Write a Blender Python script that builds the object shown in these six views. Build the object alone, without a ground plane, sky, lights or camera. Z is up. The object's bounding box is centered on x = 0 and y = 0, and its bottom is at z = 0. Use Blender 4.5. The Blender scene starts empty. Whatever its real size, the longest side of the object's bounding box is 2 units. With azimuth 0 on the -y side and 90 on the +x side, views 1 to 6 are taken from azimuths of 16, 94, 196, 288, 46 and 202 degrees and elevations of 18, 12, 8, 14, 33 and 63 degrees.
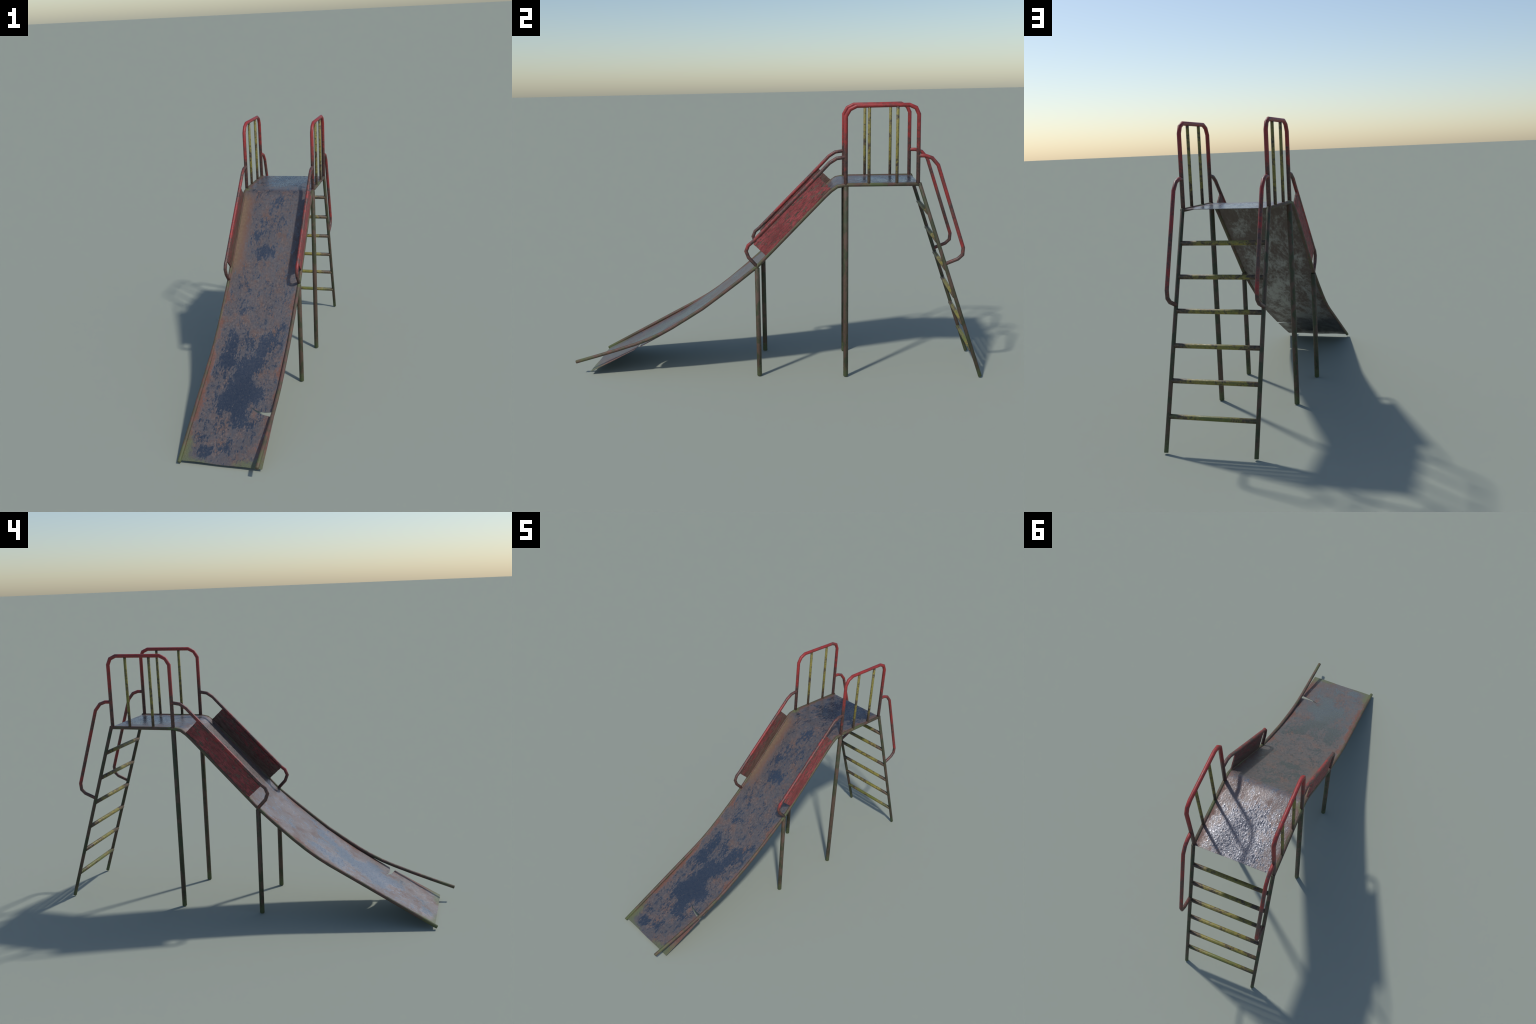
"""Weathered playground slide: bent-tube frame, dented polished sheet bed with a torn edge,
guard hoops, hand rails, two painted wooden side boards and a six-rung ladder."""
import bpy, bmesh, math
from mathutils import Vector

HALF = 0.187            # half distance between the two side frames (tube centre lines)
R_RAIL, R_LEG, R_GUARD, R_HAND, R_BAR, R_LADDER, R_RUNG = \
    0.0086, 0.0119, 0.0091, 0.0086, 0.0071, 0.0089, 0.0102

# ------------------------------------------------------------------ side profiles (y, z)
BED_TOP = [(.690, .9365), (.345, .9365), (.305, .9290), (.277, .9095), (.2476, .8819), (-.0768, .5495)]
RAIL_SOUND = BED_TOP + [(-.165, .4725), (-.250, .402), (-.310, .356), (-.370, .3150),
                        (-.430, .2800), (-.560, .2110), (-.720, .1255), (-.937, .0095)]
RAIL_BENT = BED_TOP + [(-.171, .4745), (-.262, .4052), (-.346, .3426), (-.423, .2936), (-.500, .2460),
                       (-.560, .2130), (-.628, .1815), (-.692, .1575), (-.790, .1255), (-.8827, .0970),
                       (-.9965, .0635)]
SHEET = [(.6835, .9400), (.345, .9400), (.325, .9386), (.305, .9350), (.290, .9268), (.277, .9142),
         (.2476, .8838), (-.0768, .5520), (-.165, .4775), (-.256, .4060), (-.340, .3420), (-.430, .2820),
         (-.500, .2380), (-.580, .1930), (-.670, .1440), (-.750, .1030), (-.820, .0665), (-.9265, .0140)]
GUARD = [(.345, .9365), (.346, 1.2486), (.3637, 1.279), (.3951, 1.294), (.6297, 1.295),
         (.6601, 1.2813), (.6735, 1.2525), (.6755, .9365)]
HAND_LADDER = [(.676, 1.0665), (.706, 1.0663), (.7365, 1.0555), (.765, 1.0225), (.890, .636),
               (.8877, .6035), (.867, .5835), (.811, .5605)]
HAND_SLIDE = [(.345, 1.0650), (.3028, 1.059), (.270, 1.0385), (.2300, .9970), (-.096, .6690),
              (-.1155, .6535), (-.1270, .6255), (-.1150, .5940), (-.0760, .5510)]
LADDER_FOOT, LADDER_HEAD = (.9915, 0.0), (.6820, .9425)
RUNG_Z = [.136 + .1334 * i for i in range(6)]
BAR_Y = (.4515, .5790)
LEG_MAIN_Y, LEG_FORE_Y = .3460, -.0760
# tear in the sheet, right-hand edge: x -> y of the upper and of the lower lip
TEAR_TIP = .068
TEAR_UP = [(.068, -.658), (.100, -.669), (.122, -.673), (.146, -.675), (.188, -.667)]
TEAR_LO = [(.068, -.658), (.100, -.676), (.115, -.682), (.140, -.687), (.188, -.695)]
SHEET_HALF, SHEET_T = .1875, .002


def lerp_table(tab, v):
    t = sorted(tab)
    if v <= t[0][0]:
        return t[0][1]
    for (a, b), (c, d) in zip(t, t[1:]):
        if v <= c:
            return b + (d - b) * (v - a) / (c - a)
    return t[-1][1]


# ------------------------------------------------------------------ node helpers
class Mat:
    """Small expression layer over a shader node tree."""

    def __init__(self, name):
        self.m = bpy.data.materials.new(name)
        self.m.use_nodes = True
        self.t = self.m.node_tree
        self.t.nodes.clear()
        self.out = self.t.nodes.new('ShaderNodeOutputMaterial')
        self.bsdf = self.t.nodes.new('ShaderNodeBsdfPrincipled')
        self.t.links.new(self.bsdf.outputs[0], self.out.inputs[0])
        tc = self.t.nodes.new('ShaderNodeTexCoord')
        self.obj = tc.outputs['Object']
        sep = self.t.nodes.new('ShaderNodeSeparateXYZ')
        self.t.links.new(self.obj, sep.inputs[0])
        self.x, self.y, self.z = sep.outputs

    def put(self, sock, v):
        if isinstance(v, bpy.types.NodeSocket):
            self.t.links.new(v, sock)
        elif v is not None:
            if hasattr(sock, 'default_value') and isinstance(v, tuple) and len(v) == 3 and sock.type == 'RGBA':
                v = v + (1,)
            sock.default_value = v

    def math(self, op, a, b=None, c=None, clamp=False):
        n = self.t.nodes.new('ShaderNodeMath')
        n.operation = op
        n.use_clamp = clamp
        for s, v in zip(n.inputs, (a, b, c)):
            self.put(s, v)
        return n.outputs[0]

    def add(self, a, b): return self.math('ADD', a, b)
    def sub(self, a, b): return self.math('SUBTRACT', a, b)
    def mul(self, a, b): return self.math('MULTIPLY', a, b)
    def mx(self, a, b): return self.math('MAXIMUM', a, b)
    def mn(self, a, b): return self.math('MINIMUM', a, b)

    def step(self, v, lo, hi, a=0., b=1.):
        n = self.t.nodes.new('ShaderNodeMapRange')
        n.interpolation_type = 'SMOOTHSTEP'
        for s, x in zip(n.inputs, (v, lo, hi, a, b)):
            self.put(s, x)
        return n.outputs[0]

    def vec(self, x, y, z):
        n = self.t.nodes.new('ShaderNodeCombineXYZ')
        for s, v in zip(n.inputs, (x, y, z)):
            self.put(s, v)
        return n.outputs[0]

    def vmath(self, op, a, b):
        n = self.t.nodes.new('ShaderNodeVectorMath')
        n.operation = op
        self.put(n.inputs[0], a)
        self.put(n.inputs[1], b)
        return n.outputs['Value'] if op in ('LENGTH', 'DISTANCE', 'DOT_PRODUCT') else n.outputs[0]

    def noise(self, vec, scale, detail=4., rough=.55, off=(0, 0, 0), dist=0.):
        v = self.vmath('ADD', vec, off)
        n = self.t.nodes.new('ShaderNodeTexNoise')
        self.put(n.inputs['Vector'], v)
        n.inputs['Scale'].default_value = scale
        n.inputs['Detail'].default_value = detail
        n.inputs['Roughness'].default_value = rough
        n.inputs['Distortion'].default_value = dist
        return n.outputs['Fac']

    def mix(self, fac, a, b):
        n = self.t.nodes.new('ShaderNodeMix')
        n.data_type = 'RGBA'
        self.put(n.inputs['Factor'], fac)
        self.put(n.inputs[6], a)
        self.put(n.inputs[7], b)
        return n.outputs[2]

    def scale_col(self, col, k):
        n = self.t.nodes.new('ShaderNodeMix')
        n.data_type = 'RGBA'
        n.blend_type = 'MULTIPLY'
        n.inputs['Factor'].default_value = 1
        self.put(n.inputs[6], col)
        self.put(n.inputs[7], self.vec(k, k, k))
        return n.outputs[2]

    def bump(self, h, strength, dist):
        n = self.t.nodes.new('ShaderNodeBump')
        n.inputs['Strength'].default_value = strength
        n.inputs['Distance'].default_value = dist
        self.put(n.inputs['Height'], h)
        return n.outputs[0]

    def finish(self, col, rough, normal=None, metal=0., spec=.5):
        self.put(self.bsdf.inputs['Base Color'], col)
        self.put(self.bsdf.inputs['Roughness'], rough)
        self.put(self.bsdf.inputs['Metallic'], metal)
        self.put(self.bsdf.inputs['Specular IOR Level'], spec)
        if normal is not None:
            self.put(self.bsdf.inputs['Normal'], normal)
        return self.m

    def blobs(self, table):
        """Sum of soft ellipses (x, y, rx, ry, weight) on the plan of the sheet."""
        plan = self.vec(self.x, self.y, 0.)
        tot = None
        for x, y, rx, ry, w in table:
            d = self.vmath('MULTIPLY', self.vmath('SUBTRACT', plan, (x, y, 0)), (1 / rx, 1 / ry, 0))
            b = self.step(self.vmath('LENGTH', d, (0, 0, 0)), 0., 1., w, 0.)
            tot = b if tot is None else self.add(tot, b)
        return tot


BARE = (.212, .226, .244)          # polished sheet: looks navy under the zenith sky
PRIMER = (.178, .163, .163)
BROWN = (.115, .060, .048)
DARKBROWN = (.060, .036, .030)
RUST = (.200, .075, .046)
TAN = (.200, .135, .085)
MOSS = (.105, .125, .050)
GREEN = (.070, .110, .035)
OLIVE = (.074, .064, .038)
RED = (.37, .027, .026)
YELLOW = (.28, .245, .045)

# where polished sheet mirrors the blue sky: x, y, rx, ry, weight
POLISHED = [(.00, -.60, .10, .12, .62), (-.10, -.43, .06, .13, .40), (.08, -.34, .07, .08, .32),
         (.14, -.28, .05, .05, .30), (-.075, -.20, .05, .06, .36), (.03, -.70, .07, .09, .42),
         (-.08, -.88, .07, .06, .30), (.00, -.85, .05, .07, .22), (-.10, -.34, .06, .06, .30),
         (.00, -.48, .08, .09, .40), (.06, -.43, .07, .08, .34), (.09, -.60, .07, .07, .28),
         (-.07, -.65, .06, .08, .36), (-.12, -.80, .08, .09, .20), (.15, -.37, .05, .09, .26),
         (-.015, .04, .09, .05, .46), (-.06, .14, .06, .08, .20), (.02, .26, .08, .05, .28),
         (.02, .18, .08, .09, .16), (-.08, .10, .05, .05, .24), (-.11, -.08, .06, .07, .18),
         (-.01, -.36, .12, .10, .16), (.10, -.75, .06, .07, .18), (-.15, -.50, .05, .10, .18),
         (-.03, .63, .19, .13, .52), (-.01, .48, .17, .15, .42), (.09, .57, .13, .17, .34),
         (.13, -.12, .06, .08, .14), (.00, -.56, .19, .34, .15)]


def sheet_material():
    m = Mat('worn_polished_sheet')
    s = m.add(m.mul(m.y, .80), m.mul(m.z, .60))                 # runs down the chute
    flow = m.vec(m.x, m.mul(s, .45), 0.)                        # streaks along the run
    even = m.vec(m.x, m.mul(s, .75), 0.)
    edge = m.math('ABSOLUTE', m.x)
    big = m.noise(even, 14, 3, .6)
    mid = m.noise(flow, 48, 6, .72, (3, 1, 0))
    fine = m.noise(even, 300, 3, .65, (7, 2, 0))
    streak = m.noise(flow, 150, 5, .68, (1, 8, 0), .5)
    mott = m.noise(even, 95, 6, .76, (6, 3, 0))
    hair = m.noise(m.vec(m.x, m.mul(s, .05), 0.), 330, 3, .6, (2, 6, 0))
    # scuffed grey metal with brown grime under the polish
    grimy = m.step(m.add(m.mul(big, .65), m.mul(mott, .35)), .44, .64)
    col = m.mix(grimy, PRIMER, (.138, .086, .070))
    col = m.mix(m.mul(m.step(mott, .52, .60), .55), col, (.222, .186, .172))
    col = m.mix(m.mul(m.step(mott, .46, .38), .6), col, (.125, .088, .080))
    col = m.mix(m.mul(m.step(streak, .58, .74), .5), col, (.100, .066, .058))
    col = m.mix(m.mul(m.step(fine, .55, .72), .40), col, (.262, .216, .198))
    flecks = m.step(m.noise(flow, 120, 5, .75, (2, 9, 0)), .57, .63)
    col = m.mix(m.mul(flecks, .70), col, (.170, .078, .054))
    col = m.mix(m.mul(m.step(hair, .63, .70), .35), col, (.300, .265, .250))
    col = m.mix(m.mul(m.step(hair, .37, .30), .45), col, (.090, .060, .052))
    # bare shiny metal, blue only by sky reflection, broken into flakes and specks
    dens = m.blobs(POLISHED)
    level = m.add(m.add(m.mul(mid, .55), m.mul(streak, .45)), m.mul(m.mn(dens, .50), .34))
    level = m.add(level, m.mul(m.sub(m.noise(flow, 26, 4, .6, (9, 4, 0)), .5), .22))
    paint = m.step(level, .560, .578)
    paint = m.mul(paint, m.step(edge, .150, .182, 1., .10))
    speck = m.step(m.noise(flow, 240, 3, .6, (5, 5, 0)), .60, .66, 1., .12)
    paint = m.mul(paint, speck)
    flat = m.step(m.y, .29, .35)
    paint = m.mul(paint, m.math('SUBTRACT', 1., m.mul(flat, m.mx(m.mul(flecks, .85), m.step(mott, .55, .60, 0., .7)))))
    haze = m.mul(m.step(level, .49, .56), .50)
    col = m.mix(haze, col, (.170, .168, .180))
    # rust creeping in from both edges and tan wear beside the upper left board
    rn = m.add(m.mul(big, .5), m.add(m.mul(mid, .25), m.mul(mott, .25)))
    spots = m.blobs([(.14, -.83, .08, .13, .22), (.12, -.685, .08, .05, .24), (.17, -.45, .05, .10, .10),
                     (-.175, -.48, .045, .12, .14), (-.17, -.66, .05, .12, .12), (.10, .18, .09, .10, .12)])
    rust = m.step(m.add(m.add(m.step(edge, .130, .188, 0., .30), spots), rn), .66, .84)
    col = m.mix(m.mul(rust, .75), col, m.mix(m.step(mott, .4, .62), (.130, .062, .046), RUST))
    span = m.mul(m.step(m.y, -.09, .02), m.step(m.y, .33, .24))
    tan = m.mul(m.step(m.add(m.x, m.mul(m.sub(mid, .5), .05)), -.172, -.130, 1., 0.), span)
    ochre = m.mul(m.step(m.add(m.x, m.mul(m.sub(mott, .5), .06)), -.150, -.105, 1., 0.), span)
    col = m.mix(m.mul(ochre, .70), col, (.165, .080, .052))
    col = m.mix(m.mul(tan, .80), col, m.mix(m.step(mott, .4, .6), (.170, .120, .080), (.215, .155, .105)))
    paint = m.mul(paint, m.math('SUBTRACT', 1., m.mul(ochre, .9)))
    col = m.mix(paint, col, m.mix(flat, BARE, (.146, .152, .174)))
    # moss at the run-out corners and at the front guard foot
    moss = m.blobs([(-.180, -.88, .060, .13, .75), (-.11, -.930, .11, .035, .6), (.12, -.925, .12, .05, .65),
                    (.18, -.90, .05, .10, .5), (-.18, .335, .035, .05, .8)])
    moss = m.step(m.add(moss, m.mul(m.sub(mott, .5), 1.6)), .12, .62, 0., .78)
    col = m.mix(moss, col, m.mix(m.step(fine, .4, .6), (.150, .165, .085), (.085, .120, .045)))
    clean = m.mul(m.math('SUBTRACT', 1., moss), m.math('SUBTRACT', 1., m.mx(rust, ochre)))
    gloss = m.mul(paint, m.math('SUBTRACT', 1., moss))
    dull = m.mx(m.mul(grimy, .60), m.mul(flecks, .6))
    metal = m.mx(m.mx(m.mul(gloss, .97), m.mul(m.mul(haze, clean), 1.5)), m.mul(clean, m.math('SUBTRACT', .60, dull)))
    rough = m.step(m.add(m.mul(rust, .5), mott), .35, 1.05, .40, .64)
    rough = m.sub(rough, m.mul(gloss, .14))
    rough = m.add(rough, m.mul(flat, m.step(mott, .42, .58, -.10, .02)))
    pit = m.math('POWER', m.step(m.noise(m.obj, 135, 3, .6, (4, 0, 0)), .25, .75), 1.6)
    h = m.add(m.mul(paint, .04), m.add(m.mul(pit, m.add(m.mul(flat, .17), .05)), m.mul(streak, .12)))
    return m.finish(col, rough, m.bump(h, .40, .004), metal, .32)


def underside_material():
    m = Mat('bare_metal_underside')
    s = m.add(m.mul(m.y, .80), m.mul(m.z, .60))
    flow = m.vec(m.x, m.mul(s, .6), m.mul(m.x, .5))
    n = m.noise(flow, 15, 5, .62, (0, 3, 0), .5)
    n2 = m.noise(flow, 90, 4, .6)
    bare = m.step(m.add(m.add(m.mul(n, .7), m.mul(n2, .3)), m.step(m.y, .35, -.35, -.04, .05)), .43, .66)
    bare = m.mul(bare, m.step(m.math('ABSOLUTE', m.x), .13, .184, 1., .35))
    col = m.mix(bare, m.mix(n2, (.075, .050, .042), (.13, .096, .082)), (.33, .33, .32))
    stain = m.mul(m.step(m.add(m.y, m.mul(n, .25)), -.38, -.52), m.step(m.x, .13, .02))
    col = m.mix(m.mul(stain, .65), col, (.035, .045, .062))
    return m.finish(col, m.step(n, .3, .7, .62, .42), m.bump(n2, .3, .002), m.mul(bare, .55), .5)


def tube_base(m, seed):
    a = m.noise(m.obj, 26, 4, .6, (seed, 0, 0))
    b = m.noise(m.obj, 95, 4, .65, (0, seed, 0))
    c = m.noise(m.obj, 330, 3, .6, (0, 0, seed))
    return a, b, c


def grime(m, a, b, c):
    col = m.mix(m.step(a, .40, .60), OLIVE, BROWN)
    col = m.mix(m.mul(m.step(b, .55, .75), .6), col, (.150, .085, .062))
    col = m.mix(m.mul(m.step(c, .55, .75), .5), col, DARKBROWN)
    return col


def rail_material():
    m = Mat('rusty_green_frame_tube')
    a, b, c = tube_base(m, 1.7)
    col = grime(m, a, b, c)
    lime = m.step(m.noise(m.obj, 9, 3, .6, (3.3, .4, 0)), .50, .66)
    col = m.mix(m.mul(lime, .35), col, m.mix(b, MOSS, GREEN))
    rust = m.step(m.add(m.mul(m.noise(m.obj, 13, 3, .6, (8, 1, 2)), .7), m.mul(b, .3)), .56, .66)
    col = m.mix(m.mul(rust, .6), col, (.20, .075, .048))
    pts = m.blobs([(.18, .49, .12, .075, .8), (-.18, .345, .12, .05, .8), (.18, -.08, .1, .05, .55), (-.18, -.11, .1, .05, .45),
                   (-.18, -.92, .12, .11, .7), (.18, -.95, .12, .10, .45), (.18, .30, .1, .06, .4)])
    col = m.mix(m.step(m.add(pts, m.mul(m.sub(b, .5), 1.6)), .25, .62, 0., .75), col, m.mix(c, MOSS, GREEN))
    return m.finish(col, m.step(b, .3, .7, .55, .72), m.bump(m.add(b, m.mul(c, .5)), .3, .0015), 0., .45)


def leg_material():
    m = Mat('mossy_brown_leg_tube')
    stretch = m.vec(m.x, m.y, m.mul(m.z, .5))
    a = m.noise(stretch, 34, 4, .6, (1.1, 2, 0))
    b = m.noise(m.obj, 110, 4, .65, (0, 4, 1))
    c = m.noise(m.obj, 330, 3, .6, (5, 0, 3))
    col = m.mix(m.step(a, .42, .58), (.050, .056, .028), (.105, .064, .046))
    col = m.mix(m.mul(m.step(m.noise(stretch, 15, 3, .6, (7, 0, 1)), .50, .62), .5), col, (.048, .070, .034))
    col = m.mix(m.mul(m.step(c, .55, .75), .5), col, DARKBROWN)
    col = m.mix(m.mul(m.step(b, .58, .75), .5), col, (.15, .080, .055))
    foot = m.step(m.add(m.z, m.mul(m.sub(b, .5), .10)), .02, .065, .75, 0.)
    col = m.mix(foot, col, m.mix(c, (.125, .150, .065), (.070, .105, .040)))
    return m.finish(col, m.step(b, .3, .7, .55, .72), m.bump(m.add(b, m.mul(c, .5)), .3, .0015), 0., .45)


def red_material(name, keep):
    """keep(m) -> 0..1 socket, how much of the red coat survives there"""
    m = Mat(name)
    a, b, c = tube_base(m, 5.2)
    worn = m.mix(m.step(b, .35, .65), (.058, .036, .034), (.135, .058, .046))
    patch = m.noise(m.obj, 13, 3, .6, (2.2, 6.1, 0))
    lvl = m.add(keep(m), m.add(m.mul(m.sub(patch, .5), 1.7), m.add(m.mul(m.sub(a, .5), .7), m.mul(m.sub(b, .5), .6))))
    paint = m.step(lvl, .26, .86)
    red = m.mix(m.step(b, .35, .65), (.28, .024, .024), RED)
    red = m.mix(m.mul(m.step(c, .50, .66), .6), red, (.13, .026, .024))
    red = m.mix(m.mul(m.step(a, .56, .68), .55), red, (.105, .045, .038))
    col = m.mix(m.mul(paint, .95), worn, red)
    return m.finish(col, m.step(b, .3, .7, .40, .58), m.bump(m.add(m.mul(b, .8), m.mul(c, .4)), .3, .0015), 0., .5)


def keep_guard(m):
    return m.step(m.z, .98, 1.24, .08, .86)


def keep_ladder_hand(m):
    return m.step(m.z, .55, .72, .30, .48)


def keep_slide_hand(m):
    return m.mul(m.step(m.z, .58, .72, .45, 1.), m.step(m.z, .98, 1.05, .50, .34))


def yellow_material(name, bar):
    m = Mat(name)
    a, b, c = tube_base(m, 9.1)
    if bar:
        keep = m.mul(m.step(m.z, .95, 1.05, .12, 1.), m.step(m.z, 1.27, 1.29, 1., .35))
    else:
        keep = m.step(m.math('ABSOLUTE', m.add(m.x, m.mul(m.sub(a, .5), .12))), .10, .18, 1., .05)
    lvl = m.add(m.mul(keep, .58), m.add(m.mul(m.sub(a, .5), 1.5), m.mul(m.sub(b, .5), 1.2)))
    paint = m.step(lvl, .24, .74)
    worn = m.mix(m.step(b, .35, .65), (.045, .036, .024), (.135, .085, .050))
    coat = m.mix(m.step(c, .40, .70), YELLOW, (.20, .165, .030))
    coat = m.mix(m.mul(m.step(a, .52, .70), .6), coat, (.115, .130, .028))
    col = m.mix(m.mul(paint, .93), worn, coat)
    if not bar:
        pt = m.mul(m.step(m.z, .30, .10), m.step(a, .42, .6))
        col = m.mix(m.mul(pt, .6), col, (.085, .125, .030))
    return m.finish(col, m.step(b, .3, .7, .42, .62), m.bump(m.add(b, m.mul(c, .7)), .4, .002), 0., .5)


def board_material():
    m = Mat('chipped_red_wooden_board')
    run = m.mul(m.add(m.y, m.z), .7071)
    up = m.mul(m.sub(m.z, m.y), .7071)
    g = m.vec(m.mul(m.x, .6), m.mul(run, .17), up)
    grain = m.noise(g, 190, 5, .7, (0, 0, 2), .6)
    chip = m.noise(g, 130, 5, .7, (4, 0, 7), .5)
    big = m.noise(m.vec(m.x, m.mul(run, .5), up), 22, 3, .6, (1, 5, 0))
    pit = m.noise(m.vec(m.x, m.mul(run, .5), up), 120, 3, .6, (9, 5, 0))
    red = m.mix(m.step(big, .35, .65), (.25, .050, .051), (.37, .074, .077))
    red = m.mix(m.mul(m.step(m.noise(m.vec(m.x, run, up), 38, 4, .7, (3, 3, 1)), .50, .64), .6), red, (.125, .045, .042))
    red = m.mix(m.mul(m.step(grain, .46, .60), .65), red, (.12, .028, .028))
    wood = m.mix(m.step(grain, .4, .6), (.055, .038, .030), (.175, .125, .095))
    outer = m.step(m.math('ABSOLUTE', m.x), HALF - .001, HALF + .001)
    # board width runs from the chute tube (up ~ .43) to the hand rail (up ~ .52)
    low = m.step(up, .446, .505, 1., 0.)
    ends = m.mx(m.step(run, .455, .400, 0., .0), m.step(run, .76, .83))
    wear = m.add(m.mul(m.math('SUBTRACT', 1., outer), m.add(m.mul(low, .20), .06)), m.mul(ends, .03))
    lose = m.step(m.add(m.add(m.mul(chip, .80), m.mul(big, .20)), wear), .535, .580)
    lose = m.mx(lose, m.step(pit, .64, .68, 0., .8))
    col = m.mix(m.mul(lose, .92), red, wood)
    inner = m.math('SUBTRACT', 1., outer)
    col = m.mix(m.mul(m.mul(inner, low), .55), col, (.13, .080, .055))
    col = m.mix(m.mul(inner, .25), col, (.09, .040, .036))
    h = m.add(m.mul(lose, -.6), m.mul(grain, .5))
    return m.finish(col, m.step(grain, .3, .7, .55, .75), m.bump(h, .55, .0025), 0., .35)


# ------------------------------------------------------------------ geometry helpers
def link(name, me, parent, mats):
    ob = bpy.data.objects.new(name, me)
    for mt in (mats if isinstance(mats, (list, tuple)) else [mats]):
        me.materials.append(mt)
    bpy.context.scene.collection.objects.link(ob)
    ob.parent = parent
    return ob


def smooth(bm, angle=50):
    lim = math.radians(angle)
    for f in bm.faces:
        f.smooth = True
    for e in bm.edges:
        if len(e.link_faces) == 2 and e.calc_face_angle(0) > lim:
            e.smooth = False


def tube(name, path, radius, sides=14, bevel=.0012):
    """Round bar swept along a polyline with mitred bends and slightly rounded, capped ends."""
    P = [Vector(p) for p in path]
    bm = bmesh.new()
    rings = []
    n = len(P)
    d0 = (P[1] - P[0]).normalized()
    ref = Vector((1, 0, 0)) if abs(d0.x) < .9 else Vector((0, 0, 1))
    for i, p in enumerate(P):
        din = (P[i] - P[i - 1]).normalized() if i else (P[1] - P[0]).normalized()
        dout = (P[i + 1] - P[i]).normalized() if i < n - 1 else din
        t = (din + dout).normalized()
        u = (ref - t * ref.dot(t)).normalized()
        v = t.cross(u)
        stretch = 1. / max(.5, t.dot(din))
        # the mitre only lengthens the axis lying in the bend plane
        bend = (dout - din)
        bend = bend.normalized() if bend.length > 1e-6 else None
        stations = [(0, radius)]
        if i == 0:
            stations = [(0, radius - bevel), (bevel, radius)]
        elif i == n - 1:
            stations = [(-bevel, radius), (0, radius - bevel)]
        for off, r in stations:
            ring = []
            for k in range(sides):
                a = 2 * math.pi * (k + .5) / sides
                o = (u * math.cos(a) + v * math.sin(a)) * r
                if bend is not None:
                    c = o.dot(bend)
                    o += bend * c * (stretch - 1)
                ring.append(bm.verts.new(p + t * off + o))
            rings.append(ring)
    for A, B in zip(rings, rings[1:]):
        for k in range(sides):
            j = (k + 1) % sides
            bm.faces.new((A[k], A[j], B[j], B[k]))
    bm.faces.new(list(reversed(rings[0])))
    bm.faces.new(rings[-1])
    bmesh.ops.recalc_face_normals(bm, faces=bm.faces)
    smooth(bm)
    me = bpy.data.meshes.new(name)
    bm.to_mesh(me)
    bm.free()
    return me


def side(path, x):
    return [(x, y, z) for y, z in path]


def ease(path, start, x0, x1):
    """path with x drifting from x0 to x1 past y = start"""
    end = path[-1][0]
    return [(x0 + (x1 - x0) * max(0., (start - y) / (start - end)), y, z) for y, z in path]


def resample(path, step):
    out = [path[0]]
    for (a, b), (c, d) in zip(path, path[1:]):
        k = max(1, round(math.hypot(c - a, d - b) / step))
        out += [(a + (c - a) * i / k, b + (d - b) * i / k) for i in range(1, k + 1)]
    return out


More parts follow.
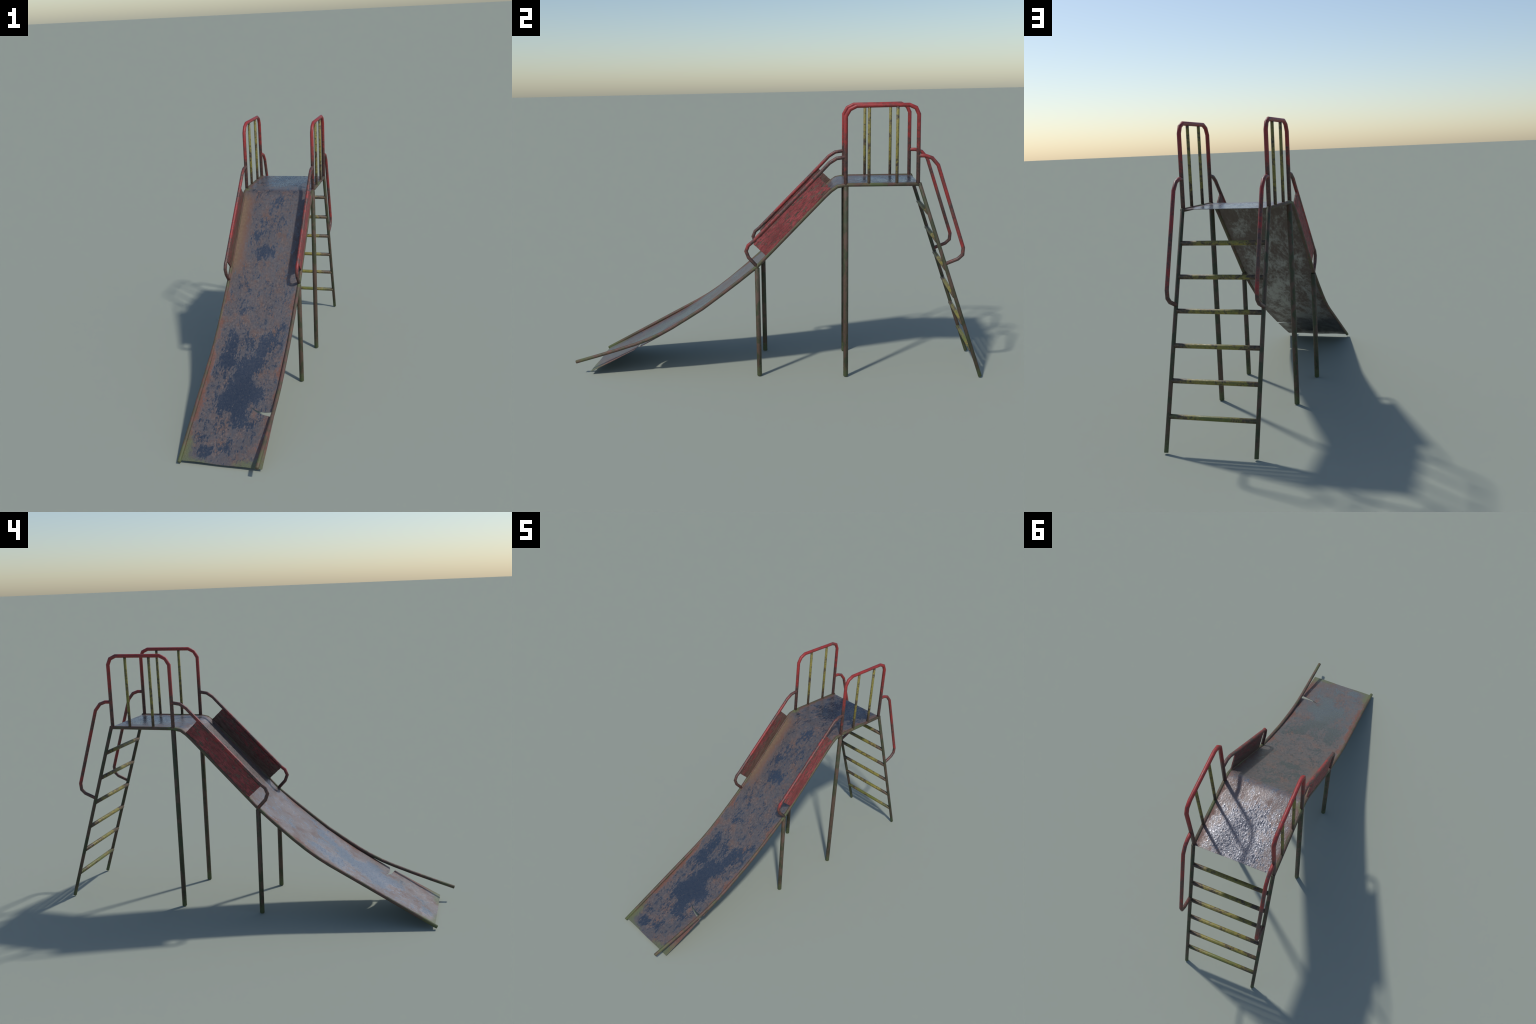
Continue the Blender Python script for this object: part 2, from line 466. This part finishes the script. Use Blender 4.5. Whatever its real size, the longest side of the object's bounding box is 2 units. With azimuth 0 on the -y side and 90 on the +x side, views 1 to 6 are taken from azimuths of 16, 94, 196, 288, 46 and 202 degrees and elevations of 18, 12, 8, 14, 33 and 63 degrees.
def sheet_mesh():
    """Chute and platform in one bent sheet: rows down the run, columns across, split along the tear."""
    ys = [p[0] for p in resample(SHEET, .022)]
    y_mid = -.67
    upper = [y for y in ys if y > y_mid + .03]
    lower = [y for y in ys if y < y_mid - .035]
    xs = sorted(set([-SHEET_HALF + 2 * SHEET_HALF * i / 24 for i in range(25)] + [TEAR_TIP, .1, .122, .14]))
    xs = [x for i, x in enumerate(xs) if i == 0 or x - xs[i - 1] > .002 or x == SHEET_HALF]
    bm = bmesh.new()

    def dent(x, y):
        # shallow waviness of the beaten sheet; the platform is flatter
        w = .0009 if y < .3 else .0006
        return w * (math.sin(23 * x + 9 * y) + math.sin(17 * y - 31 * x + 1.3)) * (1 - (x / SHEET_HALF) ** 4)

    def row(fy, drop):
        top = [bm.verts.new((x, fy(x), lerp_table(SHEET, fy(x)) + dent(x, fy(x)))) for x in xs]
        bot = [bm.verts.new((v.co.x, v.co.y + drop[0], v.co.z + drop[1])) for v in top]
        return top, bot

    def drop_at(y):
        a, b = lerp_table(SHEET, y - .01), lerp_table(SHEET, y + .01)
        nrm = Vector((-(b - a), .02)).normalized()
        return (-nrm.x * SHEET_T, -nrm.y * SHEET_T)

    up_rows = [row(lambda x, y=y: y, drop_at(y)) for y in upper]
    fy_u = lambda x: lerp_table(TEAR_UP, x) if x >= TEAR_TIP else -.658 - (TEAR_TIP - x) * .02
    fy_l = lambda x: lerp_table(TEAR_LO, x) if x >= TEAR_TIP else fy_u(x)
    tu = row(fy_u, drop_at(y_mid))
    tl = row(fy_l, drop_at(y_mid))
    for j, x in enumerate(xs):
        if x <= TEAR_TIP + 1e-6:
            for k in (0, 1):
                bm.verts.remove(tl[k][j])
                tl[k][j] = tu[k][j]
    low_rows = [row(lambda x, y=y: y, drop_at(y)) for y in lower]
    for rows in (up_rows + [tu], [tl] + low_rows):
        for (ta, ba), (tb, bb) in zip(rows, rows[1:]):
            for j in range(len(xs) - 1):
                f = bm.faces.new((ta[j], tb[j], tb[j + 1], ta[j + 1]))
                f.material_index = 0
                f = bm.faces.new((ba[j], ba[j + 1], bb[j + 1], bb[j]))
                f.material_index = 1
            for j in (0, len(xs) - 1):
                bm.faces.new((ta[j], ba[j], bb[j], tb[j]))
    for rows in (up_rows[0], low_rows[-1]):
        for j in range(len(xs) - 1):
            bm.faces.new((rows[0][j], rows[0][j + 1], rows[1][j + 1], rows[1][j]))
    for t, b in (tu, tl):
        for j in range(len(xs) - 1):
            if xs[j] >= TEAR_TIP - 1e-6:
                bm.faces.new((t[j], t[j + 1], b[j + 1], b[j]))
    bmesh.ops.recalc_face_normals(bm, faces=bm.faces)
    smooth(bm, 40)
    me = bpy.data.meshes.new('chute_sheet')
    bm.to_mesh(me)
    bm.free()
    return me


def board_mesh(x):
    """Wooden side board between chute tube and hand rail, slightly ragged ends, rounded edges."""
    a, b = Vector((.2695, .9270)), Vector((-.0310, .6040))          # visible feet of the two ends
    run = (a - b).normalized()
    up = Vector((-run.y, run.x))
    a, b = a - up * .009, b - up * .009
    width, t = .0905, .0045
    nu, nv = 60, 16
    bm = bmesh.new()
    grid = {}
    for sgn in (-1, 1):
        for i in range(nu + 1):
            for j in range(nv + 1):
                fr = i / nu
                rag = .0004 * math.sin(j * 2.1) + .0003 * math.sin(j * 5.3 + 1)
                base = b + (a - b) * fr
                off = rag if i in (0, nu) else 0
                p = base + up * (width * j / nv) + run * off
                rnd = .0012 if (i in (0, nu) or j in (0, nv)) else 0
                grain = .0004 * math.sin(j * 2.7 + 2.0 * math.sin(i * .21)) + .0003 * math.sin(j * 5.1 + i * .33)
                grid[sgn, i, j] = bm.verts.new((x + sgn * (t - rnd + grain), p.x, p.y))
    for sgn in (-1, 1):
        for i in range(nu):
            for j in range(nv):
                bm.faces.new([grid[sgn, i + q, j + r] for q, r in ((0, 0), (1, 0), (1, 1), (0, 1))])
    rim = [(i, 0) for i in range(nu)] + [(nu, j) for j in range(nv)] + \
          [(i, nv) for i in range(nu, 0, -1)] + [(0, j) for j in range(nv, 0, -1)]
    for p, q in zip(rim, rim[1:] + rim[:1]):
        bm.faces.new((grid[-1, p[0], p[1]], grid[-1, q[0], q[1]], grid[1, q[0], q[1]], grid[1, p[0], p[1]]))
    bmesh.ops.recalc_face_normals(bm, faces=bm.faces)
    smooth(bm, 50)
    me = bpy.data.meshes.new('side_board')
    bm.to_mesh(me)
    bm.free()
    return me


# ------------------------------------------------------------------ build
M_SHEET, M_UNDER = sheet_material(), underside_material()
M_RAIL, M_LEG = rail_material(), leg_material()
M_GUARD = red_material('worn_red_guard_tube', keep_guard)
M_LHAND = red_material('worn_red_ladder_handrail', keep_ladder_hand)
M_SHAND = red_material('worn_red_chute_handrail', keep_slide_hand)
M_BAR, M_RUNG = yellow_material('worn_yellow_bar', True), yellow_material('worn_yellow_rung', False)
M_BOARD = board_material()

slide = bpy.data.objects.new('playground_slide', None)
bpy.context.scene.collection.objects.link(slide)
slide['label'] = 'weathered metal playground slide with ladder, red rails, torn polished chute'
slide['category'] = 'playground slide'

link('chute_sheet', sheet_mesh(), slide, [M_SHEET, M_UNDER])

for sx in (-1, 1):
    x = sx * HALF
    link('chute_rail', tube('chute_rail', ease(RAIL_BENT, -.2, x, x - .002) if sx > 0 else side(RAIL_SOUND, x), R_RAIL),
         slide, M_RAIL)
    guard = link('guard_hoop', tube('guard_hoop', side(GUARD, x), R_GUARD), slide, M_GUARD)
    for y in BAR_Y:
        link('guard_bar', tube('guard_bar', [(x, y, .9365), (x, y, 1.292)], R_BAR), guard, M_BAR)
    link('ladder_handrail', tube('ladder_handrail', side(HAND_LADDER, x), R_HAND), slide, M_LHAND)
    link('chute_handrail', tube('chute_handrail', side(HAND_SLIDE, x), R_HAND), slide, M_SHAND)
    link('side_board', board_mesh(x), slide, M_BOARD)
    for y, top in ((LEG_MAIN_Y, .930), (LEG_FORE_Y, .543)):
        link('support_leg', tube('support_leg', [(x - sx * .002, y, 0), (x - sx * .002, y, top)], R_LEG), slide, M_LEG)
    foot_y, head = LADDER_FOOT, LADDER_HEAD
    link('ladder_rail', tube('ladder_rail', [(x, foot_y[0], .0028), (x, head[0], head[1])], R_LADDER), slide, M_LEG)

for z in RUNG_Z:
    y = LADDER_FOOT[0] + (LADDER_HEAD[0] - LADDER_FOOT[0]) * z / LADDER_HEAD[1] - .002
    link('ladder_rung', tube('ladder_rung', [(-HALF, y, z), (HALF, y, z)], R_RUNG), slide, M_RUNG)
